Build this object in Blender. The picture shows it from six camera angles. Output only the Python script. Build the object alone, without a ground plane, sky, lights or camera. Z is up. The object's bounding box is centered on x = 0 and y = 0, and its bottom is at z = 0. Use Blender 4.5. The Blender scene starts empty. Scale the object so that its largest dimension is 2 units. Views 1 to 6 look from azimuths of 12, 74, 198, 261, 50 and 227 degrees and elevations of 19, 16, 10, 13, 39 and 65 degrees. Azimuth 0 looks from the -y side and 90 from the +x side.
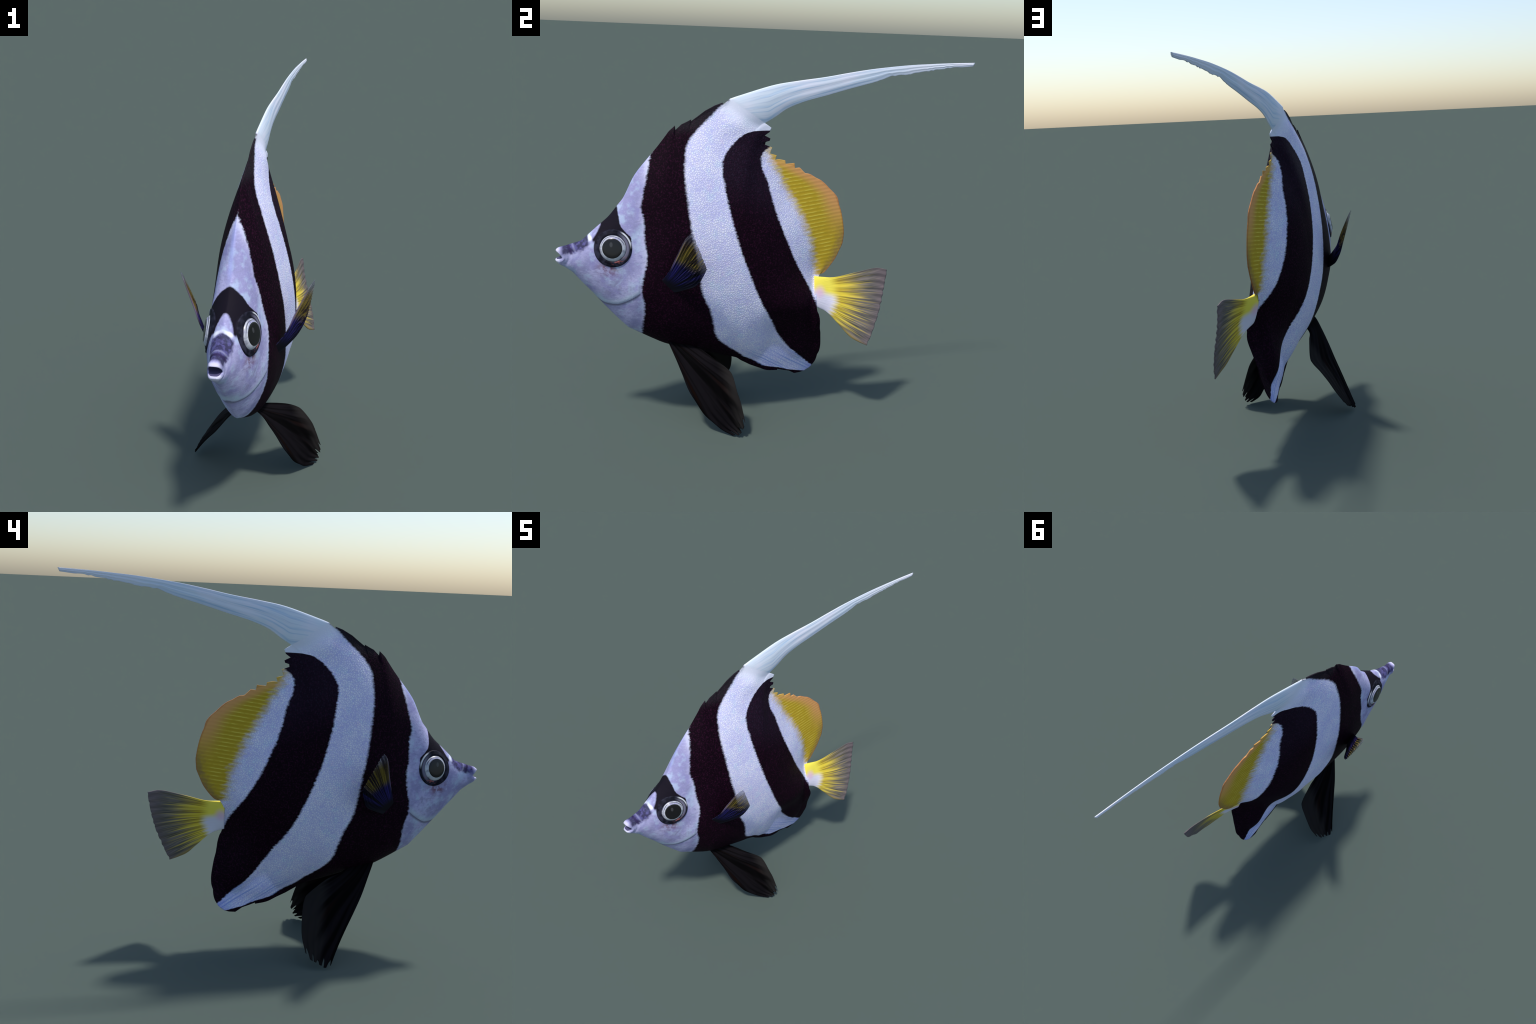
"""Reef fish: pale lavender body with two black bands, a long white dorsal filament, yellow fins.
The body is a loft of curved ribs between a back profile and a belly profile; fins are ray fans."""
import bpy, math
import numpy as np
def sst(a,b,x):
    t=np.clip((np.asarray(x,float)-a)/(b-a),0,1);return t*t*(3-2*t)   # falls instead of rising when b < a
HB=(.011,.011,.18,2.2)
def bend(y,z):
    """sideways bend of the mid-plane: the rear of the body swings to +x, the anal fin back"""
    q=1-sst(HB[2],HB[3],z);r=sst(-.5,0,y)
    return HB[0]*q*(1-r)+HB[1]*r+.050*np.exp(-((z-.585)/.12)**2)*sst(-.15,.25,y)+.045*np.exp(-((z-.49)/.11)**2)*sst(.17,.28,y)-.038*(1-sst(.15,.33,z))*sst(-.1,.25,y)-.010*np.exp(-((y-.08)/.10)**2-((z-.30)/.07)**2)+.005*sst(-.05,.15,y)*sst(.70,.85,z)*(1-sst(1.25,1.4,z))
def catmull(pts,n):
    p=np.array(pts,float);p=np.vstack([2*p[0]-p[1],p,2*p[-1]-p[-2]]);out=[]
    for i in range(1,len(p)-2):
        t=np.linspace(0,1,n,endpoint=False)[:,None]
        a,b,c,d=p[i-1],p[i],p[i+1],p[i+2]
        out.append(.5*(2*b+(c-a)*t+(2*a-5*b+4*c-d)*t*t+(3*b-a-3*c+d)*t**3))
    return np.vstack(out+[p[-2:-1]])
def profile(pieces,sub):
    """pieces: (u0,u1,smooth,points). returns u,y,z arrays"""
    U=[];Q=[]
    for u0,u1,sm,pts in pieces:
        q=catmull(pts,sub) if sm else np.array(pts,float)
        L=np.r_[0,np.cumsum(np.hypot(*np.diff(q,axis=0).T))]
        u=u0+(u1-u0)*L/L[-1]
        if U: u,q=u[1:],q[1:]
        U.append(u);Q.append(q)
    return np.concatenate(U),np.vstack(Q)
BACK=[
 (0,.12,1,[(-.996,.892),(-.985,.899),(-.950,.909),(-.924,.917),(-.885,.929)]),
 (.12,.29,1,[(-.885,.929),(-.85,.961),(-.82,.988),(-.789,1.015),(-.759,1.043),(-.724,1.087),(-.690,1.132),(-.644,1.226),(-.571,1.318)]),
 (.29,.395,1,[(-.571,1.318),(-.539,1.356),(-.503,1.403),(-.488,1.423),(-.461,1.448)]),
 (.395,.43,0,[(-.461,1.448),(-.459,1.428),(-.431,1.454),(-.410,1.464),(-.3875,1.476)]),
 (.43,.49,0,[(-.3875,1.476),(-.388,1.468),(-.354,1.493),(-.324,1.516),(-.278,1.541),(-.2445,1.553)]),
 (.49,.50,0,[(-.2445,1.553),(-.2435,1.542),(-.210,1.571)]),
 (.50,.58,0,[(-.210,1.571),(-.043,1.463)]),
 (.58,.64,0,[(-.043,1.463),(-.011,1.442),(-.019,1.422),(-.042,1.406),(-.014,1.392),(-.018,1.381),(-.037,1.376),(-.039,1.363),(-.004,1.350),(-.013,1.321),(.020,1.313)]),
 (.64,.69,0,[(.020,1.313),(.012,1.292),(.033,1.294),(.062,1.289),(.065,1.272),(.108,1.276),(.112,1.252),(.136,1.254),(.164,1.227)]),
 (.69,.80,1,[(.164,1.227),(.19,1.222),(.22,1.205),(.243,1.194),(.266,1.177),(.294,1.150),(.320,1.126),(.338,1.102),(.347,1.070)]),
 (.80,.885,1,[(.347,1.070),(.357,1.045),(.366,1.015),(.374,.980),(.381,.935),(.3815,.915),(.378,.874)]),
 (.885,.965,1,[(.378,.874),(.365,.843),(.342,.794),(.307,.748),(.284,.727),(.260,.7195)]),
 (.965,1,0,[(.260,.7195),(.248,.718),(.237,.714)]),
]
BELLY=[
 (0,.12,1,[(-.999,.839),(-.984,.823),(-.960,.808),(-.926,.781)]),
 (.12,.28,1,[(-.926,.781),(-.885,.731),(-.845,.686),(-.800,.631),(-.740,.562),(-.678,.496)]),
 (.28,.50,1,[(-.678,.496),(-.62,.464),(-.56,.431),(-.50,.402),(-.42,.378),(-.33,.352),(-.25,.329)]),
 (.50,.62,1,[(-.25,.329),(-.20,.315),(-.149,.300),(-.124,.283),(-.076,.255)]),
 (.62,.70,1,[(-.076,.255),(-.03,.234),(.017,.213),(.075,.205)]),
 (.70,.80,0,[(.075,.205),(.070,.213),(.105,.202),(.140,.192),(.173,.172),(.204,.175),(.228,.182)]),
 (.80,.87,1,[(.228,.182),(.253,.200),(.267,.219),(.276,.236),(.281,.255),(.283,.279)]),
 (.87,.975,1,[(.283,.279),(.291,.306),(.2915,.349),(.280,.410),(.268,.450),(.259,.500),(.250,.532)]),
 (.975,1,0,[(.250,.532),(.230,.569),(.234,.571)]),
]
RIB=[(0,-.962,.850,-.962,.853),(.12,-.905,.83,-.885,.88),(.20,-.83,.79,-.80,.90),(.29,-.66,.75,-.64,1.05),(.395,-.52,.72,-.53,1.12),(.50,-.30,.70,-.42,1.20),
 (.58,-.16,.62,-.26,1.40),(.64,-.06,.58,-.17,1.24),(.69,.03,.52,-.03,1.10),(.80,.12,.50,.13,.90),(.885,.175,.54,.19,.79),(.94,.205,.575,.215,.725),(.97,.218,.59,.222,.706),(1,.235,.62,.236,.67)]
#  u, half-width, power, start, end, skew
GIRTH=[(0.0, 0.028, 0.24, 0.0, 1.0, 1.0),(0.06, 0.033, 0.38, 0.0, 1.0, 1.03),(0.12, 0.046, 0.585, 0.0, 1.0, 1.059),(0.2, 0.079, 0.8, 0.0, 1.0, 1.0),(0.29, 0.112, 0.9, 0.0, 1.0, 0.76),
(0.395, 0.14, 0.958, 0.0, 1.0, 0.695),(0.5, 0.147, 1.123, 0.0, 0.983, 0.712),(0.58, 0.149, 1.45, 0.0, 0.97, 0.755),(0.64, 0.144, 1.40, 0.032, 0.98, 0.805),
(0.69, 0.118, 1.27, 0.132, 0.86, 0.826),(0.8, 0.056, 1.027, 0.083, 0.782, 0.807),(0.885, 0.015, 0.905, 0.122, 0.731, 0.768),(0.965, 0.015, 0.734, 0.106, 0.831, 0.879),(1.0, 0.018, 0.5, 0.0, 1.0, 1.0)]
def hermite(tab,u):
    tab=np.array(tab,float);x=tab[:,0];y=tab[:,1:]
    h=np.diff(x)[:,None];d=np.diff(y,axis=0)/h
    m=np.zeros_like(y);m[0]=d[0];m[-1]=d[-1]
    for i in range(1,len(x)-1):
        ok=d[i-1]*d[i]>0
        m[i]=np.where(ok,2*d[i-1]*d[i]/np.where(ok,d[i-1]+d[i],1),0)
    i=np.clip(np.searchsorted(x,u,side='right')-1,0,len(x)-2)
    t=((u-x[i])/(x[i+1]-x[i]))[:,None];H=h[i]
    return (2*t**3-3*t**2+1)*y[i]+(t**3-2*t**2+t)*H*m[i]+(-2*t**3+3*t**2)*y[i+1]+(t**3-t**2)*H*m[i+1]
def body(nv=80,sub=5):
    ub,qb=profile(BACK,sub);uv,qv=profile(BELLY,sub)
    u=np.unique(np.round(np.r_[ub,uv,np.linspace(0,1,160)],5))
    keep=np.r_[True,np.diff(u)>2e-4];u=u[keep]
    D=np.c_[np.interp(u,ub,qb[:,0]),np.interp(u,ub,qb[:,1])]
    V=np.c_[np.interp(u,uv,qv[:,0]),np.interp(u,uv,qv[:,1])]
    def calm(Q,span):      # profile without its small notches, so that these stay near the edge
        x=np.linspace(0,1,1201);q=np.stack([np.interp(x,u,Q[:,k]) for k in (0,1)],-1)
        h=int(span*1200);ker=np.hanning(2*h+3)[1:-1];ker/=ker.sum()
        p=np.vstack([2*q[0]-q[h:0:-1],q,2*q[-1]-q[-2:-h-2:-1]])
        q=np.stack([np.convolve(p[:,k],ker,'valid') for k in (0,1)],-1)
        return np.stack([np.interp(u,x,q[:,k]) for k in (0,1)],-1)
    Dx,Vx=D,V;D=calm(D,.025);V=calm(V,.025);D[[0,-1]]=Dx[[0,-1]];V[[0,-1]]=Vx[[0,-1]]
    soft=sst(.02,.05,u)[:,None];D=Dx*(1-soft)+D*soft;V=Vx*(1-soft)+V*soft
    R=hermite(RIB,u);g=hermite(GIRTH,u)
    a=np.linspace(0,1,nv);v=.45*a+.55*(1-np.cos(np.pi*a))/2
    C1=R[:,None,:2];C2=R[:,None,2:];vv=v[None,:,None]
    P=(1-vv)**3*V[:,None]+3*vv*(1-vv)**2*C1+3*vv**2*(1-vv)*C2+vv**3*D[:,None]
    P=P+(Dx-D)[:,None]*sst(.94,1,vv)+(Vx-V)[:,None]*sst(.06,0,vv)
    w=girth(u[:,None],v[None],g[:,None])
    def lump(y0,z0,ry,rz): return np.exp(-((P[...,0]-y0)/ry)**2-((P[...,1]-z0)/rz)**2)
    w=w+.016*lump(-.175,1.46,.07,.06)          # swelling at the root of the filament
    w=w+.009*lump(.07,.29,.10,.05)*sst(0,.06,v)[None]+.005*lump(.14,.95,.13,.20)+w*(.07*lump(-.62,.70,.06,.09)-.08*lump(-.60,1.03,.13,.12)-.12*lump(-.03,1.20,.10,.12))
    w=np.maximum(w-.020*lump(.09,.47,.12,.09),np.minimum(w,.010))
    tau=np.clip((u-.5)/.08,0,1)[:,None]            # the dorsal filament leaves the back here: keep its root thick
    w=np.sqrt(w**2+(FIL_T*(4*tau*(1-tau))**.85*sst(.8,1,v)[None])**2)
    return u,v,P,w
FIL_T=.014
def girth(u,v,g):
    W,p,v0,v1,k=[g[...,i] for i in range(5)]
    t=np.clip((v-v0)/(v1-v0),0,1)**k
    w=W*(4*t*(1-t))**p
    edge=np.minimum(v,1-v)
    return np.sqrt(w**2+(sst(.28,.42,u)*(.0025+.005*sst(0,.25,edge)))**2)

rng=np.random.default_rng(7)
# ------------------------------------------------------------------ nodes
class Tree:
    def __init__(s,name,rough=.55,spec=.25):
        s.mat=bpy.data.materials.new(name);s.mat.use_nodes=True
        s.nt=s.mat.node_tree;s.nt.nodes.clear()
        s.out=s.n('ShaderNodeOutputMaterial');s.bsdf=s.n('ShaderNodeBsdfPrincipled')
        s.nt.links.new(s.bsdf.outputs[0],s.out.inputs[0])
        s.bsdf.inputs['Roughness'].default_value=rough;s.bsdf.inputs['Specular IOR Level'].default_value=spec
        s.obj=s.n('ShaderNodeTexCoord').outputs['Object']
        sep=s.n('ShaderNodeSeparateXYZ');s.nt.links.new(s.obj,sep.inputs[0]);s.x,s.y,s.z=sep.outputs
    def n(s,t): return s.nt.nodes.new(t)
    def put(s,sock,v):
        if hasattr(v,'is_output'): s.nt.links.new(v,sock)
        elif isinstance(v,(tuple,list)) and len(v)==3 and sock.type=='RGBA': sock.default_value=(*v,1)
        else: sock.default_value=v
    def m(s,op,a,b=0.,c=0.):
        k=s.n('ShaderNodeMath');k.operation=op
        for i,v in enumerate((a,b,c)): s.put(k.inputs[i],v)
        return k.outputs[0]
    def add(s,a,b): return s.m('ADD',a,b)
    def sub(s,a,b): return s.m('SUBTRACT',a,b)
    def mul(s,a,b): return s.m('MULTIPLY',a,b)
    def step(s,v,a,b):
        """0 below a, 1 above b, smooth between (a may exceed b)"""
        k=s.n('ShaderNodeMapRange');k.interpolation_type='SMOOTHSTEP'
        inv=a>b
        s.put(k.inputs[0],v);k.inputs[1].default_value=min(a,b);k.inputs[2].default_value=max(a,b)
        k.inputs[3].default_value=1. if inv else 0.;k.inputs[4].default_value=0. if inv else 1.
        return k.outputs[0]
    def curve(s,v,pts,i0,i1,o0,o1):
        """function through points (in,out) as a float curve"""
        pts=sorted(pts);k=s.n('ShaderNodeFloatCurve');c=k.mapping.curves[0]
        q=[((a-i0)/(i1-i0),(b-o0)/(o1-o0)) for a,b in pts]
        if q[0][0]>0: q=[(0.,q[0][1])]+q
        if q[-1][0]<1: q=q+[(1.,q[-1][1])]
        while len(c.points)<len(q): c.points.new(.5,.5)
        for p,(a,b) in zip(c.points,q): p.location=(a,min(1,max(0,b)));p.handle_type='AUTO_CLAMPED'
        k.mapping.update()
        t=s.m('DIVIDE',s.sub(v,i0),i1-i0);s.put(k.inputs['Value'],t)
        return s.add(s.mul(k.outputs[0],o1-o0),o0)
    def yz(s,pts,v=None): # y as a function of z
        return s.curve(v or s.z,[(z,y) for y,z in pts],0.,1.8,-1.,1.)
    def zy(s,pts,v=None): # z as a function of y
        return s.curve(v or s.y,pts,-1.,1.,0.,1.8)
    def vec(s,x,y,z):
        k=s.n('ShaderNodeCombineXYZ')
        for i,v in enumerate((x,y,z)): s.put(k.inputs[i],v)
        return k.outputs[0]
    def noise(s,vec,scale,detail=2.,rough=.5):
        k=s.n('ShaderNodeTexNoise');s.put(k.inputs['Vector'],vec)
        k.inputs['Scale'].default_value=scale;k.inputs['Detail'].default_value=detail;k.inputs['Roughness'].default_value=rough
        return k.outputs[0]
    def voro(s,vec,scale,feature='DISTANCE_TO_EDGE'):
        k=s.n('ShaderNodeTexVoronoi');k.feature=feature;s.put(k.inputs['Vector'],vec);k.inputs['Scale'].default_value=scale
        return k.outputs['Distance']
    def mix(s,f,a,b):
        k=s.n('ShaderNodeMix');k.data_type='RGBA'
        s.put(k.inputs[0],f);s.put(k.inputs[6],a);s.put(k.inputs[7],b)
        return k.outputs[2]
    def blob(s,y0,z0,ry,rz,soft=.3):
        d=s.m('SQRT',s.add(s.m('POWER',s.m('DIVIDE',s.sub(s.y,y0),ry),2.),s.m('POWER',s.m('DIVIDE',s.sub(s.z,z0),rz),2.)))
        return s.step(d,1.,1.-soft)
    def bump(s,h,dist,strength=.6):
        k=s.n('ShaderNodeBump');k.inputs['Strength'].default_value=strength;k.inputs['Distance'].default_value=dist
        s.put(k.inputs['Height'],h);s.nt.links.new(k.outputs[0],s.bsdf.inputs['Normal'])
    def colour(s,c): s.put(s.bsdf.inputs['Base Color'],c)

# ------------------------------------------------------------------ band edges, each y over z
K1_FRONT=[(-.55,1.36),(-.571,1.318),(-.588,1.250),(-.604,1.190),(-.618,1.125),(-.625,1.095),(-.613,1.035),(-.613,.965),(-.604,.885),(-.613,.807),(-.627,.745),(-.628,.705),(-.617,.655),(-.614,.600),(-.619,.535),(-.617,.480),(-.612,.44)]
WHITE_FRONT=[(-.21,1.575),(-.250,1.541),(-.302,1.489),(-.350,1.445),(-.392,1.399),(-.414,1.359),(-.422,1.310),(-.427,1.250),(-.426,1.200),(-.418,1.125),(-.408,1.035),(-.397,.960),(-.380,.870),(-.366,.780),(-.345,.680),(-.313,.612),(-.290,.530),(-.268,.455),(-.222,.402),(-.150,.342),(-.110,.310),(-.069,.286),(.002,.241),(.088,.218),(.138,.200),(.175,.192),(.215,.183),(.30,.17)]
K2_FRONT=[(1.,1.45),(.05,1.434),(-.10,1.427),(-.140,1.418),(-.165,1.404),(-.211,1.364),(-.243,1.322),(-.257,1.282),(-.257,1.243),(-.250,1.210),(-.243,1.157),(-.231,1.095),(-.212,1.018),(-.178,.905),(-.150,.830),(-.115,.743),(-.075,.652),(-.035,.577),(.008,.508),(.036,.455),(.094,.371),(.167,.301),(.256,.222),(.34,.17)]
K2_BACK=[(.3,1.44),(.03,1.39),(-.02,1.35),(-.052,1.322),(-.060,1.30),(-.055,1.254),(-.031,1.195),(-.012,1.125),(.006,1.062),(.025,1.01),(.050,.951),(.076,.893),(.104,.832),(.137,.774),(.168,.722),(.205,.655),(.228,.605),(.245,.572),(.5,.55)]
YELLOW=[(.1,1.46),(-.02,1.385),(-.035,1.35),(-.02,1.294),(.025,1.230),(.055,1.167),(.083,1.122),(.107,1.075),(.140,1.020),(.170,.958),(.198,.893),(.213,.825),(.225,.770),(.235,.722),(.6,.69)]
FIN_RIM=[(.06,1.29),(.137,1.254),(.187,1.223),(.243,1.194),(.294,1.150),(.320,1.127),(.347,1.070),(.366,1.015),(.381,.935),(.382,.915),(.378,.874),(.342,.794),(.284,.727),(.26,.71)]
PATCH_FRONT=[(-.99,1.08),(-.90,1.022),(-.797,1.013),(-.809,.986),(-.826,.958),(-.838,.940),(-.838,.90)]
PATCH_REAR=[(-.7245,1.10),(-.7245,1.086),(-.721,1.045),(-.713,1.005),(-.697,.985),(-.67,.95)]
GILL=[(-.84,.66),(-.785,.634),(-.756,.633),(-.727,.638),(-.695,.655),(-.665,.675),(-.632,.702),(-.60,.74)]
EYE=(-.751,.909)

def skin():
    s=Tree('fish_skin',.65,.05)
    big=s.noise(s.obj,9.,2.);fine=s.noise(s.obj,70.,3.,.6)
    # furry band edges: the edge wanders by a few millimetres, mostly along the scale rows
    hair=s.noise(s.vec(s.mul(s.x,40.),s.mul(s.y,45.),s.mul(s.z,130.)),1.,2.)
    yj=s.add(s.y,s.add(s.mul(s.sub(hair,.5),.016),s.mul(s.sub(fine,.5),.012)))
    # scale cells
    cellv=s.vec(s.x,s.add(s.y,s.mul(fine,.006)),s.mul(s.z,.8))
    cell=s.voro(cellv,120.);cellid=s.voro(s.vec(s.x,s.y,s.mul(s.z,.75)),95.,'F1')
    net=s.step(cell,.24,.0)
    white=s.mix(s.step(big,.35,.65),(.72,.72,.92),(.84,.84,.96))
    white=s.mix(s.step(s.noise(s.obj,21.,2.),.5,.75),white,(.70,.80,.93))
    white=s.mix(s.mul(s.step(s.noise(s.obj,33.,1.),.58,.8),.5),white,(.80,.68,.88))
    bodyside=s.step(s.y,-.50,-.38);headmask=s.step(s.y,-.56,-.64)
    white=s.mix(headmask,white,s.mix(s.step(big,.38,.62),(.30,.29,.50),(.44,.43,.66)))
    plume=s.mul(s.step(s.add(s.z,s.mul(s.y,.62)),1.31,1.44),s.step(s.z,1.36,1.42))   # scales fade into the filament root
    white=s.mix(s.mul(s.mul(net,s.sub(1.,plume)),s.add(.10,s.mul(bodyside,.55))),white,(.42,.42,.80))
    white=s.mix(s.mul(plume,.85),white,(.77,.80,.92))
    white=s.mix(s.mul(s.mul(s.step(cellid,.40,.0),s.sub(1.,headmask)),.4),white,(.93,.94,1.))
    # head: skin streaked fore-and-aft, darker patches on the cheek
    streak=s.noise(s.vec(s.mul(s.x,60.),s.mul(s.y,55.),s.mul(s.z,110.)),1.,3.,.6)
    white=s.mix(s.mul(headmask,s.mul(s.step(streak,.46,.70),.6)),white,(.27,.27,.45))
    white=s.mix(s.mul(headmask,s.mul(s.step(streak,.44,.26),.35)),white,(.62,.62,.85))
    white=s.mix(s.mul(headmask,s.mul(s.step(s.noise(s.obj,14.,3.,.6),.50,.66),.5)),white,(.48,.62,.78))
    white=s.mix(s.mul(headmask,s.mul(s.step(s.noise(s.obj,19.,3.,.6),.53,.68),.5)),white,(.27,.25,.52))
    white=s.mix(s.mul(s.mul(headmask,s.step(s.noise(s.obj,24.,3.,.65),.50,.66)),s.mul(s.blob(-.73,.75,.15,.13,.8),.55)),white,(.25,.24,.38))
    # blue fringe where white meets black on the anal fin
    low=s.step(s.z,.40,.26)
    ray=s.noise(s.vec(0.,s.mul(s.add(s.y,s.mul(s.z,1.)),7.),s.mul(s.sub(s.z,s.mul(s.y,-.62)),120.)),1.,2.)
    white=s.mix(s.mul(low,s.step(ray,.42,.66)),white,(.30,.38,.74))
    white=s.mix(s.mul(s.step(s.add(s.y,s.mul(s.z,-1.)),-.04,.06),.5),white,(.24,.28,.72))
    # red-brown smudge and shadowed cheek freckles below the eye
    smudge=s.mul(s.blob(-.775,.815,.075,.055,.9),s.step(s.noise(s.obj,38.,3.,.6),.36,.62))
    white=s.mix(s.mul(smudge,.9),white,(.16,.06,.08))
    # gill cover edge: thin dark line, paler greenish strip above it
    gill=s.sub(s.z,s.zy(GILL))
    ingill=s.mul(s.step(s.y,-.625,-.64),s.step(s.z,.80,.72))
    white=s.mix(s.mul(ingill,s.mul(s.step(gill,-.016,-.001),s.step(gill,.003,.0))),white,(.20,.20,.30))
    white=s.mix(s.mul(s.mul(ingill,.5),s.mul(s.step(gill,.0,.008),s.step(gill,.045,.01))),white,(.50,.62,.70))
    # forehead: faint brown seam on the midline, blue glow beside it
    mid=s.step(s.m('ABSOLUTE',s.x),.016,.0)
    fore=s.mul(mid,s.mul(s.step(s.z,1.08,1.14),s.step(s.y,-.55,-.6)))
    white=s.mix(s.mul(fore,.6),white,(.38,.42,.80))
    # slate-violet top of the snout, with dark cross creases and pale brow spots
    top=s.zy([(-1.,.892),(-.985,.899),(-.95,.909),(-.924,.917),(-.885,.929),(-.85,.961),(-.82,.988),(-.79,1.014)])
    depth=s.sub(top,s.z)
    wob=s.mul(s.sub(s.noise(s.obj,45.,2.),.5),.03)
    sn=s.mul(s.step(s.add(depth,wob),.047,.026),s.mul(s.step(s.add(s.y,wob),-.848,-.862),s.step(s.y,-.985,-.965)))
    violet=s.mix(s.step(s.noise(s.obj,48.,3.,.6),.38,.66),(.010,.008,.04),(.085,.078,.23))
    white=s.mix(s.mul(sn,.9),white,violet)
    crease=s.sub(s.y,s.add(-.944,s.mul(depth,.32)))
    cr=s.mul(s.step(depth,.046,.036),s.step(s.m('ABSOLUTE',crease),.010,.002))
    white=s.mix(s.mul(cr,.85),white,(.03,.02,.07))
    cr2=s.mul(s.step(depth,.040,.03),s.step(s.m('ABSOLUTE',s.sub(crease,.018)),.006,.002))
    white=s.mix(s.mul(cr2,.18),white,(.62,.64,.85))
    white=s.mix(s.mul(s.blob(-.848,.946,.012,.016,.8),.9),white,(.92,.94,1.))
    brow=s.mul(s.step(s.m('ABSOLUTE',s.add(s.y,.852)),.008,.002),s.step(depth,.03,.02))
    white=s.mix(s.mul(brow,.35),white,(.84,.88,1.))
    lip=s.step(s.y,-.978,-.992)
    white=s.mix(s.mul(lip,.55),white,(.80,.76,.90))
    # black
    speck=s.step(s.noise(s.obj,130.,3.),.48,.70)
    black=s.mix(s.mul(speck,.6),(.006,.0015,.005),(.036,.006,.024))
    navy=s.mul(s.step(s.y,-.33,-.28),s.step(s.add(s.z,s.mul(s.y,.4)),.95,1.2))
    black=s.mix(s.mul(navy,s.add(.35,s.mul(s.step(cellid,.45,.1),.5))),black,(.022,.014,.030))
    rim=s.mul(s.step(s.z,1.40,1.46),s.step(s.y,-.2,-.25))
    black=s.mix(s.mul(rim,.4),black,(.03,.03,.035))
    w=.007
    ysoft=s.add(s.mul(yj,.3),s.mul(s.y,.7))
    def band(front,back,wf=w,wb=w,yv=yj):
        return s.mul(s.step(s.sub(yv,s.yz(front)),-wf,wf),s.step(s.sub(yv,s.yz(back)),wb,-wb))
    col=white
    # yellow soft dorsal fin
    ymask=s.step(s.sub(s.add(yj,s.mul(s.sub(s.noise(s.vec(s.mul(s.x,20.),s.mul(s.y,22.),s.mul(s.z,75.)),1.,2.),.5),.07)),s.yz(YELLOW)),-.028,.040)
    ymask=s.mul(ymask,s.step(s.z,.700,.708))
    dist=s.sub(s.yz(FIN_RIM),s.y)
    rowc=s.sub(s.z,s.mul(s.y,.135))
    rows=s.m('SINE',s.mul(s.add(rowc,s.mul(s.sub(big,.5),.006)),2*math.pi/.0186))
    fade=s.step(dist,.03,.09)
    ycol=s.mix(s.step(rows,-.9,.3),(.49,.33,.025),(.54,.37,.030))
    ycol=s.mix(s.mul(s.mul(s.step(rows,.70,1.),s.step(s.noise(s.obj,26.,2.),.3,.6)),s.add(.15,s.mul(fade,.75))),ycol,(.78,.64,.10))
    warm=s.mul(s.step(dist,.115,.02),s.step(s.z,.88,1.12))
    ycol=s.mix(s.mul(warm,.9),ycol,(.76,.36,.14))
    brown=s.mul(s.step(s.add(dist,s.mul(s.sub(streak,.5),.08)),.06,.0),s.step(s.z,1.02,.88))
    ycol=s.mix(s.mul(brown,.7),ycol,(.24,.14,.08))
    ycol=s.mix(s.mul(s.step(dist,.009,.002),s.mul(s.step(s.z,1.30,1.26),.4)),ycol,(.42,.10,.05))
    spiny=s.step(s.z,1.24,1.31)
    ycol=s.mix(s.mul(spiny,.5),ycol,(.66,.50,.06))
    spinedark=s.step(s.z,1.355,1.38)
    ycol=s.mix(s.mul(spinedark,.85),ycol,(.05,.03,.015))
    col=s.mix(ymask,col,ycol)
    col=s.mix(band(K1_FRONT,WHITE_FRONT,w,.009),col,black)
    k2=s.mul(band(K2_FRONT,K2_BACK),s.step(s.z,1.434,1.426))
    col=s.mix(k2,col,black)
    patch=s.mul(band(PATCH_FRONT,PATCH_REAR,.004,.003,ysoft),s.mul(s.step(s.z,.925,.94),s.step(s.z,1.12,1.09)))
    col=s.mix(patch,col,(.010,.008,.014))
    col=s.mix(s.blob(EYE[0],EYE[1],.086,.083,.08),col,(.015,.013,.022))
    col=s.mix(s.mul(s.step(s.z,.0,.01),s.mul(s.step(s.z,.585,.565),s.step(s.y,.20,.23))),col,s.mix(k2,col,black))
    s.colour(col)
    h=s.add(s.mul(s.mul(s.step(cell,.0,.3),s.sub(1.,s.m('MAXIMUM',plume,ymask))),s.add(.25,bodyside)),s.mul(fine,.5))
    h=s.add(h,s.mul(s.mul(rows,.28),ymask))
    s.bump(h,.0018,.36)
    return s.mat

def filament_skin():
    s=Tree('filament_skin',.6,.12)
    up=s.zy([(y,z) for y,z in FIL_UP]);lo=s.zy([(y,z) for y,z in FIL_LOW])
    t=s.m('DIVIDE',s.sub(up,s.z),s.m('MAXIMUM',s.sub(up,lo),.012))
    flow=s.noise(s.vec(s.mul(s.y,2.2),s.mul(t,7.),0.),1.,3.,.5)
    flow2=s.noise(s.vec(s.mul(s.y,3.),s.mul(t,16.),3.),1.,2.,.5)
    along=s.mul(s.step(s.y,-.20,.02),s.step(s.y,.75,.3))
    col=s.mix(s.step(s.noise(s.obj,7.,2.),.4,.65),(.72,.80,.91),(.80,.82,.94))
    col=s.mix(s.mul(s.step(flow,.46,.66),s.add(.2,s.mul(along,.65))),col,(.40,.58,.80))
    col=s.mix(s.mul(s.step(flow2,.55,.75),s.mul(along,.6)),col,(.30,.42,.66))
    col=s.mix(s.mul(s.step(s.y,.45,.8),.5),col,(.82,.81,.88))
    col=s.mix(s.mul(s.step(t,.55,.95),s.mul(s.step(s.y,.1,.3),.4)),col,(.42,.50,.66))
    s.colour(col);s.bump(flow2,.002,.25)
    return s.mat

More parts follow.
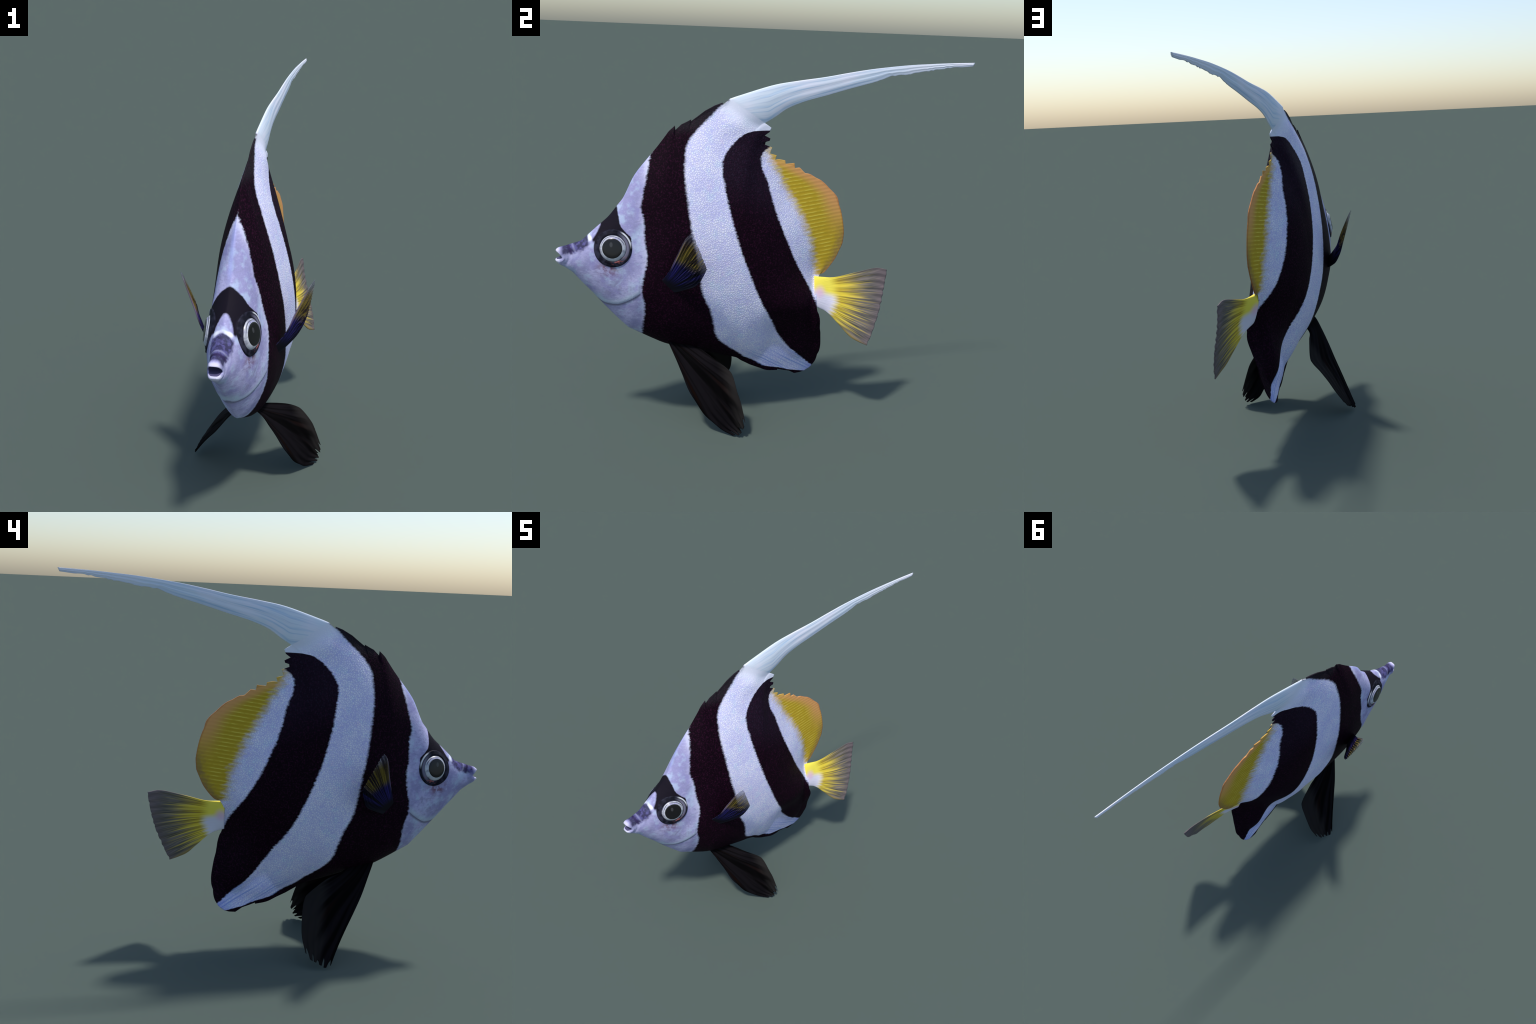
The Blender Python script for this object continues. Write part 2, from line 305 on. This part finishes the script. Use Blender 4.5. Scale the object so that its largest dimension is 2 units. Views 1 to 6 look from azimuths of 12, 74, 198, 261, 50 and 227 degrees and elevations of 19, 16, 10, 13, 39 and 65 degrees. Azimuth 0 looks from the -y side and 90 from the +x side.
# ------------------------------------------------------------------ mesh helpers
def new_object(name,verts,faces,mat,parent=None,normals=None):
    me=bpy.data.meshes.new(name);me.from_pydata([tuple(map(float,p)) for p in verts],[],[tuple(map(int,f)) for f in faces])
    me.materials.append(mat);me.polygons.foreach_set('use_smooth',[True]*len(me.polygons));me.update()
    if normals is not None: me.normals_split_custom_set_from_vertices([tuple(map(float,n)) for n in normals])
    ob=bpy.data.objects.new(name,me);bpy.context.scene.collection.objects.link(ob)
    if parent is not None: ob.parent=parent
    return ob
def grid_faces(a): # a: index grid
    q=np.stack([a[:-1,:-1],a[1:,:-1],a[1:,1:],a[:-1,1:]],-1);return q.reshape(-1,4)
def weld(V,F,tol=2e-5):
    key=np.round(V/tol).astype(np.int64);_,first,inv=np.unique(key,axis=0,return_index=True,return_inverse=True)
    inv=inv.ravel();G=[]
    for f in inv[F]:
        g=[f[i] for i in range(len(f)) if f[i]!=f[i-1]]
        if len(g)>=3 and len(set(g))==len(g): G.append(tuple(int(i) for i in g))
    return V[first],G

# ------------------------------------------------------------------ the body
FIL_UP=[(-.210,1.571),(-.164,1.587),(-.014,1.634),(.094,1.655),(.238,1.677),(.361,1.700),(.48,1.720),(.643,1.740),(.769,1.750),(.88,1.757),(.998,1.762)]
FIL_LOW=[(-.043,1.463),(.005,1.491),(.064,1.531),(.145,1.564),(.258,1.596),(.372,1.629),(.505,1.665),(.556,1.684),(.631,1.694),(.704,1.7055),(.79,1.720),(.868,1.732),(.990,1.745)]
def fil_bend(y,z): return .006+.026*np.clip((y+.2)/1.2,0,1)

def surface_point(body_data,y,z,side):
    u,v,P,w=body_data
    d=((P-[y,z])**2).sum(-1).ravel();k=np.argpartition(d,12)[:12]
    wt=1/(d[k]+1e-8);ww=(w.ravel()[k]*wt).sum()/wt.sum()
    return np.array([bend(y,z)+side*ww,y,z])

def build_body(root,skin_mat,fil_mat,mouth_mat):
    u,v,P,w=body(nv=96,sub=6)
    y,z=P[...,0],P[...,1];m=bend(y,z)
    # root of the filament shares the filament's own sideways bend
    tau=np.clip((u-.5)/.08,0,1);at=((u>=.5)&(u<=.58))[:,None]*sst(.8,1,v)[None]
    m=m*(1-at)+fil_bend(y,z)*at
    # raised gill cover and lips
    gz=np.interp(y,[q[0] for q in GILL],[q[1] for q in GILL])
    w=w+.005*sst(-.004,.006,z-gz)*sst(-.63,-.645,y)*sst(.82,.70,z)*sst(.0,.02,w)*(y<-.62)*sst(-.88,-.80,y)
    w=w*(1+(.10*np.exp(-((u-.010)/.010)**2)-.10*np.exp(-((u-.050)/.014)**2))[:,None])
    nu,nv=y.shape
    L=np.stack([m+w,y,z],-1);R=np.stack([m-w,y,z],-1)
    V=[L.reshape(-1,3),R.reshape(-1,3)];ia=np.arange(nu*nv).reshape(nu,nv);ib=ia+nu*nv
    F=[grid_faces(ia)[:,::-1],grid_faces(ib)]
    for j,flip in ((0,0),(nv-1,1)):            # close belly and back rims
        keep=np.array([not(flip and .5<=.5*(u[i]+u[i+1])<=.58) for i in range(nu-1)])
        s=np.stack([ia[:-1,j],ib[:-1,j],ib[1:,j],ia[1:,j]],-1)[keep];F.append(s[:,::-1] if flip==0 else s)
    s=np.stack([ia[-1,:-1],ib[-1,:-1],ib[-1,1:],ia[-1,1:]],-1);F.append(s)   # end of the tail root
    n_body=sum(len(f) for f in F)
    # mouth: lip ring turned inwards, then a dark throat
    ring=np.concatenate([L[0],R[0][::-1]]);c=np.array([m[0].mean(),-.955,.871])
    base=2*nu*nv;rings=[np.r_[ia[0],ib[0][::-1]]]
    for k,(fw,f,dy) in enumerate([(.93,.84,-.003),(.86,.68,.003),(.78,.56,.014),(.5,.40,.024)]):
        r=c+(ring-c)*[fw,1,f];r[:,1]=ring[:,1]*(1 if k<2 else .3)+(0 if k<2 else .7*-.965)+dy
        V.append(r);rings.append(base+np.arange(len(r)));base+=len(r)
    V.append(np.array([[c[0],-.925,.87]]));tip=base;base+=1
    lipF=[];throatF=[]
    for k in range(4):
        a,b=rings[k],rings[k+1];n=len(a)
        q=np.stack([a,np.roll(a,-1),np.roll(b,-1),b],-1);(lipF if k<2 else throatF).append(q)
    n=len(rings[-1]);throatF.append(np.stack([rings[-1],np.roll(rings[-1],-1),np.full(n,tip),np.full(n,tip)],-1))
    # dorsal filament: lens-shaped strip between its upper and lower edge
    k=np.where((u>=.5-1e-9)&(u<=.58+1e-9))[0];t=(u[k]-u[k[0]])/(u[k[-1]]-u[k[0]])
    ns=150;s_=np.linspace(0,1,ns)
    def along(pts,s):
        q=catmull(pts,8);l=np.r_[0,np.cumsum(np.hypot(*np.diff(q,axis=0).T))];l/=l[-1]
        return np.c_[np.interp(s,l,q[:,0]),np.interp(s,l,q[:,1])]
    U_,L_=along(FIL_UP,s_),along(FIL_LOW,s_)
    frill=np.abs(np.sin(s_*47+2*np.sin(s_*23)+np.sin(s_*71)))*.004*sst(.5,.6,s_)*sst(.97,.9,s_);L_[:,1]+=frill
    fy=U_[:,None,0]*(1-t)[None,:]+L_[:,None,0]*t[None,:];fz=U_[:,None,1]*(1-t)[None,:]+L_[:,None,1]*t[None,:]
    th=(FIL_T*(1-.55*sst(0,.30,s_)-.32*sst(.05,.8,s_)))[:,None]*((4*np.clip(t*(1-t),0,1))**.85)[None]+.0018
    th=th+.0006*(np.sin(t*17+s_[:,None]*5))[...]*(4*t*(1-t))[None]*sst(.03,.15,s_)[:,None]
    fx=fil_bend(fy,fz)
    fy[0],fz[0]=y[k,-1],z[k,-1];th[0]=w[k,-1];fx[0]=m[k,-1]
    fa=np.stack([fx+th,fy,fz],-1);fb=np.stack([fx-th,fy,fz],-1)
    nf=fa.shape[0]*fa.shape[1];ja=base+np.arange(nf).reshape(ns,-1);jb=ja+nf
    V+=[fa.reshape(-1,3),fb.reshape(-1,3)]
    filF=[grid_faces(ja),grid_faces(jb)[:,::-1]]
    for j,fl in ((0,0),(ja.shape[1]-1,1)):
        q=np.stack([ja[:-1,j],jb[:-1,j],jb[1:,j],ja[1:,j]],-1);filF.append(q if fl==0 else q[:,::-1])
    filF.append(np.stack([ja[-1,:-1],jb[-1,:-1],jb[-1,1:],ja[-1,1:]],-1))
    V=np.vstack(V)
    groups=[np.vstack(F),np.vstack(lipF),np.vstack(throatF),np.vstack(filF)]
    tag=np.concatenate([np.full(len(g),i) for i,g in enumerate(groups)]);F=np.vstack(groups)
    # weld, drop degenerate faces but keep tags
    key=np.round(V/2e-5).astype(np.int64);_,first,inv=np.unique(key,axis=0,return_index=True,return_inverse=True);inv=inv.ravel()
    V=V[first];G=[];T=[]
    for f,tg in zip(inv[F],tag):
        g=[int(f[i]) for i in range(4) if f[i]!=f[i-1]]
        if len(g)>=3 and len(set(g))==len(g): G.append(g);T.append(tg)
    T=np.array(T);cen=np.array([V[g].mean(0) for g in G])
    tmp=bpy.data.meshes.new('tmp');tmp.from_pydata(V.tolist(),[],G);tmp.update()
    import bmesh
    bm=bmesh.new();bm.from_mesh(tmp);bmesh.ops.recalc_face_normals(bm,faces=bm.faces);bm.to_mesh(tmp);bm.free()
    N=np.zeros(len(V)*3);tmp.vertices.foreach_get('normal',N);N=N.reshape(-1,3)
    G=[list(p.vertices) for p in tmp.polygons];bpy.data.meshes.remove(tmp)
    yy,zz=cen[:,1],cen[:,2]
    fx=lambda tab,q:np.interp(q,[a[1] for a in sorted(tab,key=lambda a:a[1])],[a[0] for a in sorted(tab,key=lambda a:a[1])])
    reg=np.full(len(G),'trunk',dtype=object)
    reg[(T==0)&(yy<fx(K1_FRONT,zz))&(yy<-.5)]='head'
    back=np.interp(yy,[-.60,-.571,-.50,-.40,-.324,-.26,-.21,-.0435],[1.26,1.29,1.37,1.432,1.482,1.522,1.535,1.455])
    reg[(T==0)&(yy>-.58)&(yy<0)&(zz>back)]='dorsal_fin'
    reg[(T==0)&(yy>fx(YELLOW,zz))&(zz>.715)]='dorsal_fin'
    reg[(T==0)&(yy>-.16)&(zz<np.interp(yy,[-.16,-.05,.08,.17,.25,.3],[.29,.335,.41,.48,.56,.60]))]='anal_fin'
    reg[T==1]='lips';reg[T==2]='mouth';reg[T==3]='filament'
    for name,mat in (('head',skin_mat),('trunk',skin_mat),('dorsal_fin',skin_mat),('anal_fin',skin_mat),('lips',skin_mat),('mouth',mouth_mat),('filament',fil_mat)):
        idx=np.where(reg==name)[0];used=np.unique(np.concatenate([G[i] for i in idx]));mp={int(a):i for i,a in enumerate(used)}
        new_object(name,V[used],[[mp[a] for a in G[i]] for i in idx],mat,root,N[used])
    return u,v,P,w

# ------------------------------------------------------------------ ray fins
def spline3(pts,s):
    p=np.array(pts,float);p=np.vstack([2*p[0]-p[1],p,2*p[-1]-p[-2]]);o=[]
    for i in range(1,len(p)-2):
        t=np.linspace(0,1,12,endpoint=False)[:,None];a,b,c,d=p[i-1],p[i],p[i+1],p[i+2]
        o.append(.5*(2*b+(c-a)*t+(2*a-5*b+4*c-d)*t*t+(3*b-a-3*c+d)*t**3))
    q=np.vstack(o+[p[-2:-1]]);l=np.r_[0,np.cumsum(np.linalg.norm(np.diff(q,axis=0),axis=1))];l/=l[-1]
    end=(q[-1]-q[-4])/np.linalg.norm(q[-1]-q[-4])*np.linalg.norm(np.diff(q,axis=0),axis=1).sum()
    return np.stack([np.interp(s,l,q[:,i]) for i in range(3)],-1)+np.maximum(np.asarray(s)-1,0)[:,None]*end
def ray_fin(name,lead,trail,mat,parent,rays,end,thick,bulge=None,ns=90,nt=181,ruffle=.0012,frame=None):
    """fan of rays between a leading and a trailing edge; end(t) = how far ray t reaches along its length"""
    t=np.linspace(0,1,nt);s=np.linspace(0,1,ns)
    e=np.array([end(a) for a in t])
    S=s[:,None]*e[None]
    A=np.stack([spline3(lead,S[:,j]) for j in range(nt)],1);B=np.stack([spline3(trail,S[:,j]) for j in range(nt)],1)
    Q=A*(1-t)[None,:,None]+B*t[None,:,None]
    if bulge is not None: Q=Q+np.array([[bulge(a,b) for b in t] for a in s])
    du=np.gradient(Q,axis=0);dv=np.gradient(Q,axis=1);n=np.cross(du,dv);n/=np.linalg.norm(n,axis=-1,keepdims=True)+1e-12
    wave=np.sin(2*np.pi*rays*t)[None]*ruffle*sst(.2,.6,s)[:,None]
    lens=np.sqrt(np.clip(4*t*(1-t),0,1))[None]
    h=np.array([thick(a) for a in s])[:,None]*(.25+.75*lens)*(1+.15*sst(.3,.7,s)[:,None]*np.cos(2*np.pi*rays*t)[None])+.0006
    Q=Q+n*wave[...,None]
    h=np.maximum(h,.0008);top=Q+n*h[...,None];bot=Q-n*h[...,None]
    V=np.vstack([top.reshape(-1,3),bot.reshape(-1,3)]);k=ns*nt
    a=np.arange(k).reshape(ns,nt);b=a+k
    F=[grid_faces(a),grid_faces(b)[:,::-1]]
    loop=np.r_[a[0,:],a[1:,-1],a[-1,-2::-1],a[-2:0:-1,0]];nx=np.roll(loop,-1)
    F.append(np.stack([loop,loop+k,nx+k,nx],-1))
    o=new_object(name,V,np.vstack(F),mat,parent)
    o.data.update();import bmesh
    bm=bmesh.new();bm.from_mesh(o.data);bmesh.ops.recalc_face_normals(bm,faces=bm.faces);bm.to_mesh(o.data);bm.free()
    o.data.polygons.foreach_set('use_smooth',[True]*len(o.data.polygons))
    return o
def notches(n,depth,seed,lobes=.5,base=lambda t:1.):
    r=np.random.default_rng(seed);c=np.sort((np.arange(n)+.5+r.uniform(-.3,.3,n))/n);d=r.uniform(.3,1,n)*depth;wd=r.uniform(.16,.36,n)/n
    off=r.uniform(0,depth*.5,n+1)
    def f(t):
        k=np.searchsorted(c,t);v=base(t)-off[k]*lobes
        for ci,di,wi in zip(c,d,wd): v-=di*max(0,1-(t-ci)**2/wi**2)
        return v
    return f

def fan_coords(s,y0,z0):
    dy=s.sub(s.y,y0);dz=s.sub(s.z,z0)
    return s.m('ARCTAN2',dz,dy),s.m('SQRT',s.add(s.mul(dy,dy),s.mul(dz,dz)))

def tail_skin():
    s=Tree('tail_skin',.6,.12)
    ang,rad=fan_coords(s,.10,.655)
    r=s.noise(s.vec(s.mul(ang,26.),s.mul(rad,3.),0.),1.,2.,.5);r2=s.noise(s.vec(s.mul(ang,60.),s.mul(rad,9.),2.),1.,2.,.5)
    r3=s.noise(s.vec(s.mul(ang,46.),s.mul(rad,2.2),5.),1.,2.,.5)
    ridge=s.step(r3,.50,.62)
    yel=s.mix(s.step(r3,.38,.60),(.44,.30,.025),(.80,.62,.06))
    outer=s.mix(s.step(r2,.42,.64),(.105,.10,.092),(.20,.17,.15))
    outer=s.mix(s.mul(ridge,s.step(s.add(rad,s.mul(s.sub(r,.5),.2)),.46,.33)),outer,(.56,.42,.10))
    edge=s.add(rad,s.mul(s.sub(r,.5),.20));edge=s.add(edge,s.mul(s.m('ABSOLUTE',s.add(ang,.12)),.05))
    col=s.mix(s.step(edge,.25,.40),yel,outer)
    col=s.mix(s.mul(s.step(rad,.41,.48),.55),col,(.19,.14,.16))
    # bright yellow root above, pale lilac below with a pink spot
    col=s.mix(s.step(rad,.26,.20),col,(.92,.78,.10))
    lower=s.mul(s.step(s.sub(s.z,s.mul(s.sub(s.y,.235),-.28)),.668,.628),s.step(s.add(rad,s.mul(s.sub(r,.5),.06)),.265,.215))
    col=s.mix(lower,col,(.76,.73,.86))
    col=s.mix(s.mul(s.blob(.252,.643,.04,.045,.9),.8),col,(.80,.52,.70))
    bord=s.mul(s.step(ang,-.60,-.66),s.step(rad,.24,.3))
    col=s.mix(s.mul(bord,.6),col,(.36,.24,.05))
    s.colour(col);s.bump(s.add(r,r2),.002,.3)
    return s.mat
def pectoral_skin():
    s=Tree('pectoral_skin',.75,.03)
    ang,rad=fan_coords(s,-.545,.70)
    r=s.noise(s.vec(s.mul(ang,32.),s.mul(rad,2.),0.),1.,2.,.5)
    line=s.step(r,.44,.60)
    dark=s.mix(s.mul(line,s.step(ang,.30,.8)),(.008,.008,.014),(.024,.020,.125))
    gold=s.mix(line,(.020,.015,.022),(.19,.14,.03))
    pale=s.mix(line,(.12,.13,.18),(.26,.26,.33))
    q=s.add(rad,s.mul(s.sub(r,.5),.05))
    col=s.mix(s.mul(s.mul(s.step(q,.165,.21),s.step(ang,.62,.80)),s.step(ang,1.36,1.22)),dark,gold)
    col=s.mix(s.step(q,.27,.34),col,pale)
    col=s.mix(s.mul(s.step(ang,1.24,1.32),s.step(rad,.12,.2)),col,(.34,.26,.44))
    col=s.mix(s.step(rad,.11,.06),col,(.012,.011,.016))
    col=s.mix(s.mul(s.step(ang,.45,.2),.7),col,(.02,.02,.03))
    s.colour(col);s.bump(r,.002,.3)
    thin=s.mul(s.step(q,.15,.32),s.add(.50,s.mul(s.step(r,.60,.44),.25)))
    s.put(s.bsdf.inputs['Alpha'],s.sub(1.,thin))
    return s.mat
def pelvic_skin():
    s=Tree('pelvic_skin',.85,.02)
    ang,rad=fan_coords(s,-.52,.47)
    r=s.noise(s.vec(s.mul(ang,15.),s.mul(rad,1.5),s.mul(s.x,1.)),1.,2.,.5)
    col=s.mix(s.step(r,.40,.62),(.002,.0018,.002),(.007,.006,.0075))
    col=s.mix(s.mul(s.step(s.noise(s.vec(s.mul(ang,9.),s.mul(rad,2.),4.),1.,2.),.55,.7),.7),col,(.010,.004,.0025))
    rearv=s.add(s.y,s.mul(s.z,.22))
    col=s.mix(s.mul(s.step(s.add(rearv,s.mul(r,.08)),-.17,-.11),.8),col,(.022,.020,.019))
    s.colour(col);s.bump(r,.004,.5)
    return s.mat
def plain(name,c,rough,spec):
    s=Tree(name,rough,spec);s.colour(s.mix(s.noise(s.obj,40.,2.),c,tuple(.8*a for a in c)));return s.mat

def eye_mats():
    p=Tree('pupil_skin',.22,.30)   # local frame: eye looks along +z
    rad=p.m('SQRT',p.add(p.mul(p.x,p.x),p.mul(p.y,p.y)))
    c=p.mix(p.step(rad,.0455,.043),(.004,.004,.004),(.010,.010,.011))
    g=p.m('SQRT',p.add(p.m('POWER',p.m('DIVIDE',p.add(p.x,.004),.008),2.),p.m('POWER',p.m('DIVIDE',p.sub(p.y,.017),.013),2.)))  # oval for a reflection painted lighter onto the pupil
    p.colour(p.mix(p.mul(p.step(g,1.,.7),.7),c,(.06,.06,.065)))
    i=Tree('iris_skin',.35,.5)
    rad=i.m('SQRT',i.add(i.mul(i.x,i.x),i.mul(i.y,i.y)));ang=i.m('ARCTAN2',i.y,i.x)
    nz=i.noise(i.vec(i.mul(i.x,14.),i.mul(i.y,14.),0.),1.,2.)
    rings=i.m('SINE',i.add(i.mul(rad,900.),i.mul(nz,9.)))
    c=i.mix(i.noise(i.obj,60.,2.),(.36,.38,.45),(.66,.68,.74))
    up=i.step(i.y,-.005,.03)
    c=i.mix(i.mul(i.mul(i.step(rings,-.4,.4),up),.85),c,(.05,.05,.08))
    c=i.mix(i.mul(i.step(i.noise(i.obj,35.,2.),.5,.62),i.step(i.y,.02,.05)),c,(.22,.20,.50))
    c=i.mix(i.mul(i.step(i.noise(i.vec(i.mul(ang,2.2),i.mul(rad,40.),1.),1.,2.),.50,.66),.7),c,(.16,.16,.22))
    c=i.mix(i.mul(i.step(rad,.0475,.0450),.8),c,(.55,.57,.60))
    i.colour(c)
    o=Tree('orbit_skin',.6,.06)
    rad=o.m('SQRT',o.add(o.mul(o.x,o.x),o.mul(o.y,o.y)));ang=o.m('ARCTAN2',o.y,o.x)
    c=o.mix(o.step(o.noise(o.obj,30.,2.),.4,.65),(.008,.008,.014),(.030,.030,.050))
    # painted grey-lilac sheen behind, rim highlight painted as a white crescent, red flecks below
    rear=o.step(o.x,.02,.06)
    c=o.mix(o.mul(o.mul(rear,o.step(rad,.060,.064)),o.step(rad,.078,.070)),c,(.16,.155,.22))
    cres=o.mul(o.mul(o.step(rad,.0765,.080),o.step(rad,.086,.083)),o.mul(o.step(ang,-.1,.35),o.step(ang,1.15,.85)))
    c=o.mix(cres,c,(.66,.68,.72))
    red=o.mul(o.step(o.y,-.035,-.055),o.step(o.noise(o.obj,90.,2.),.50,.60))
    c=o.mix(o.mul(o.mul(red,o.step(rad,.077,.072)),o.step(o.x,-.015,.01)),c,(.28,.09,.09))
    o.colour(c)
    return p.mat,i.mat,o.mat

def lathe_eye(root,data,side,mats):
    """eye disc set in the side of the head: raised orbit rim, silvery iris, dark pupil"""
    from mathutils import Matrix,Vector
    c=surface_point(data,EYE[0],EYE[1],side)
    ring=[surface_point(data,EYE[0]+.07*math.cos(a),EYE[1]+.07*math.sin(a),side) for a in np.linspace(0,2*math.pi,16,endpoint=False)]
    q=np.array(ring);ctr=q.mean(0);_,_,vt=np.linalg.svd(q-ctr);n=vt[2]
    if n[0]*side<0: n=-n
    ez=Vector(n);ex=Vector((0,1,0));ex=(ex-ez*ex.dot(ez)).normalized();ey=ez.cross(ex)
    if ey.z<0: ey=-ey                       # mirrored frame on the other flank keeps up up and back back
    fr=np.array([ex[:],ey[:],ez[:]])
    org=ctr+n*EYE_LIFT
    eye=None
    na=72;th=np.linspace(0,2*np.pi,na,endpoint=False)
    def lathe(name,prof,mat,parent,conform):
        rows=[]
        for r,h in prof:
            pts=np.stack([r*np.cos(th),r*np.sin(th),np.full(na,h)],-1)
            if conform:
                wgt=float(sst(.064,.080,r))
                for i in range(na):
                    wp=org+pts[i,0]*fr[0]+pts[i,1]*fr[1]
                    sp=surface_point(data,wp[1],wp[2],side);pts[i,2]+=wgt*float(np.dot(sp-org,n))
            rows.append(pts)
        V=np.vstack(rows+[np.array([[0,0,prof[0][1]]])] if prof[0][0]<.01 else rows)
        a=np.arange(len(prof)*na).reshape(-1,na);a=np.c_[a,a[:,:1]]
        F=[tuple(f) for f in grid_faces(a)]
        if prof[0][0]<.01:
            k=len(V)-1;F+=[(k,int(a[0,j+1]),int(a[0,j])) for j in range(na)]
        ob=new_object(name,V,F,mat,None)
        import bmesh
        bm=bmesh.new();bm.from_mesh(ob.data);bmesh.ops.recalc_face_normals(bm,faces=bm.faces)
        if sum(f.normal.z*f.calc_area() for f in bm.faces)<0: bmesh.ops.reverse_faces(bm,faces=bm.faces)
        hand=np.linalg.det(fr)<0
        if hand:
            for f in bm.faces: f.normal_flip()
        bm.to_mesh(ob.data);bm.free()
        ob.data.polygons.foreach_set('use_smooth',[True]*len(ob.data.polygons))
        M=Matrix([[*fr[:,0],org[0]],[*fr[:,1],org[1]],[*fr[:,2],org[2]],[0,0,0,1]])
        if parent is None: ob.parent=root;ob.matrix_world=M
        else: ob.parent=parent
        return ob
    eye=lathe('eye',[(.0595,-.004),(.0600,.002),(.0615,.0052),(.064,.0060),(.070,.0050),(.076,.0040),(.080,.0052),(.083,.0050),(.0855,.001),(.088,-.008)],mats[2],None,True)
    lathe('iris',[(.0445,.0165),(.047,.0152),(.052,.0118),(.057,.0068),(.0612,.0005),(.0625,-.004)],mats[1],eye,False)
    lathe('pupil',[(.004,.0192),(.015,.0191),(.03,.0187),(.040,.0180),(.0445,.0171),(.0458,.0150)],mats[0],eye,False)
EYE_LIFT=.002

# ------------------------------------------------------------------ assemble
root=bpy.data.objects.new('reef_fish',None);bpy.context.scene.collection.objects.link(root)
root['label']='black-banded pale reef fish with long white dorsal filament';root['category']='fish'
skin_mat=skin();fil_mat=filament_skin();mouth_mat=plain('mouth_lining',(.085,.078,.17),.6,.2)  # mouth colour lightened to offset shade inside the cavity
data=build_body(root,skin_mat,fil_mat,mouth_mat)
mats=eye_mats()
for side in (1,-1): lathe_eye(root,data,side,mats)
tail=tail_skin()
ray_fin('tail_fin',[(.034,.233,.715),(.046,.275,.711),(.060,.335,.712),(.072,.430,.734),(.078,.538,.756),(.082,.602,.745)],
        [(.070,.230,.569),(.086,.292,.540),(.116,.355,.473),(.138,.400,.423),(.152,.44,.398),(.162,.487,.377)],tail,root,11,
        notches(9,.012,3,.5,lambda t:1.-.03*math.sin(math.pi*t)),lambda s:.0035+.017*(1-float(sst(0,.28,s))),
        bulge=lambda s,t:np.array([math.sin(math.pi*t)*s*(-.022*(1-t)*s+.010*t+.055*t*(1-s)),.030*math.sin(math.pi*t)*s*s,0.]))
pec=pectoral_skin()
for side in (1,-1):
    f=lambda q:[(.004+side*(a-.004),b,c) for a,b,c in q]
    ray_fin('pectoral_fin',f([(.130,-.545,.750),(.184,-.514,.817),(.217,-.488,.890),(.257,-.462,.972),(.283,-.435,1.014),(.300,-.398,1.031)]),
        f([(.130,-.500,.696),(.172,-.445,.722),(.207,-.392,.752),(.234,-.368,.800),(.254,-.345,.865)]),pec,root,12,
        notches(9,.014,11 if side>0 else 12,.5,lambda t:.91),lambda s:.0028*(1-.6*s)+.0012,ruffle=.0018)
pel=pelvic_skin()
ray_fin('pelvic_fin',[(.030,-.510,.46),(.075,-.485,.401),(.099,-.461,.342),(.123,-.439,.284),(.150,-.412,.210),(.169,-.380,.155),(.190,-.342,.095),(.211,-.293,.049),(.226,-.256,.019),(.262,-.205,.000)],
        [(.015,-.40,.40),(.066,-.350,.388),(.141,-.290,.360),(.181,-.226,.314),(.207,-.208,.284),(.245,-.196,.225),(.262,-.180,.172),(.288,-.162,.078)],pel,root,6,
        notches(5,.075,21,.75,lambda t:1.03-.03*abs(2*t-1)**3),lambda s:.0035*(1-.6*s)+.001,ruffle=.0018)
ray_fin('pelvic_fin',[(-.020,-.505,.43),(-.05,-.489,.410),(-.088,-.459,.359),(-.134,-.420,.290),(-.179,-.374,.221),(-.224,-.327,.157),(-.267,-.284,.092),(-.312,-.243,.020)],
        [(.000,-.40,.40),(-.055,-.326,.376),(-.072,-.258,.352),(-.098,-.167,.291),(-.118,-.144,.264),(-.160,-.129,.228),(-.203,-.119,.181),(-.238,-.116,.132),(-.280,-.128,.070)],pel,root,6,
        notches(5,.075,24,.75,lambda t:1.045-.03*abs(2*t-1)**3),lambda s:.0035*(1-.6*s)+.001,ruffle=.0018)
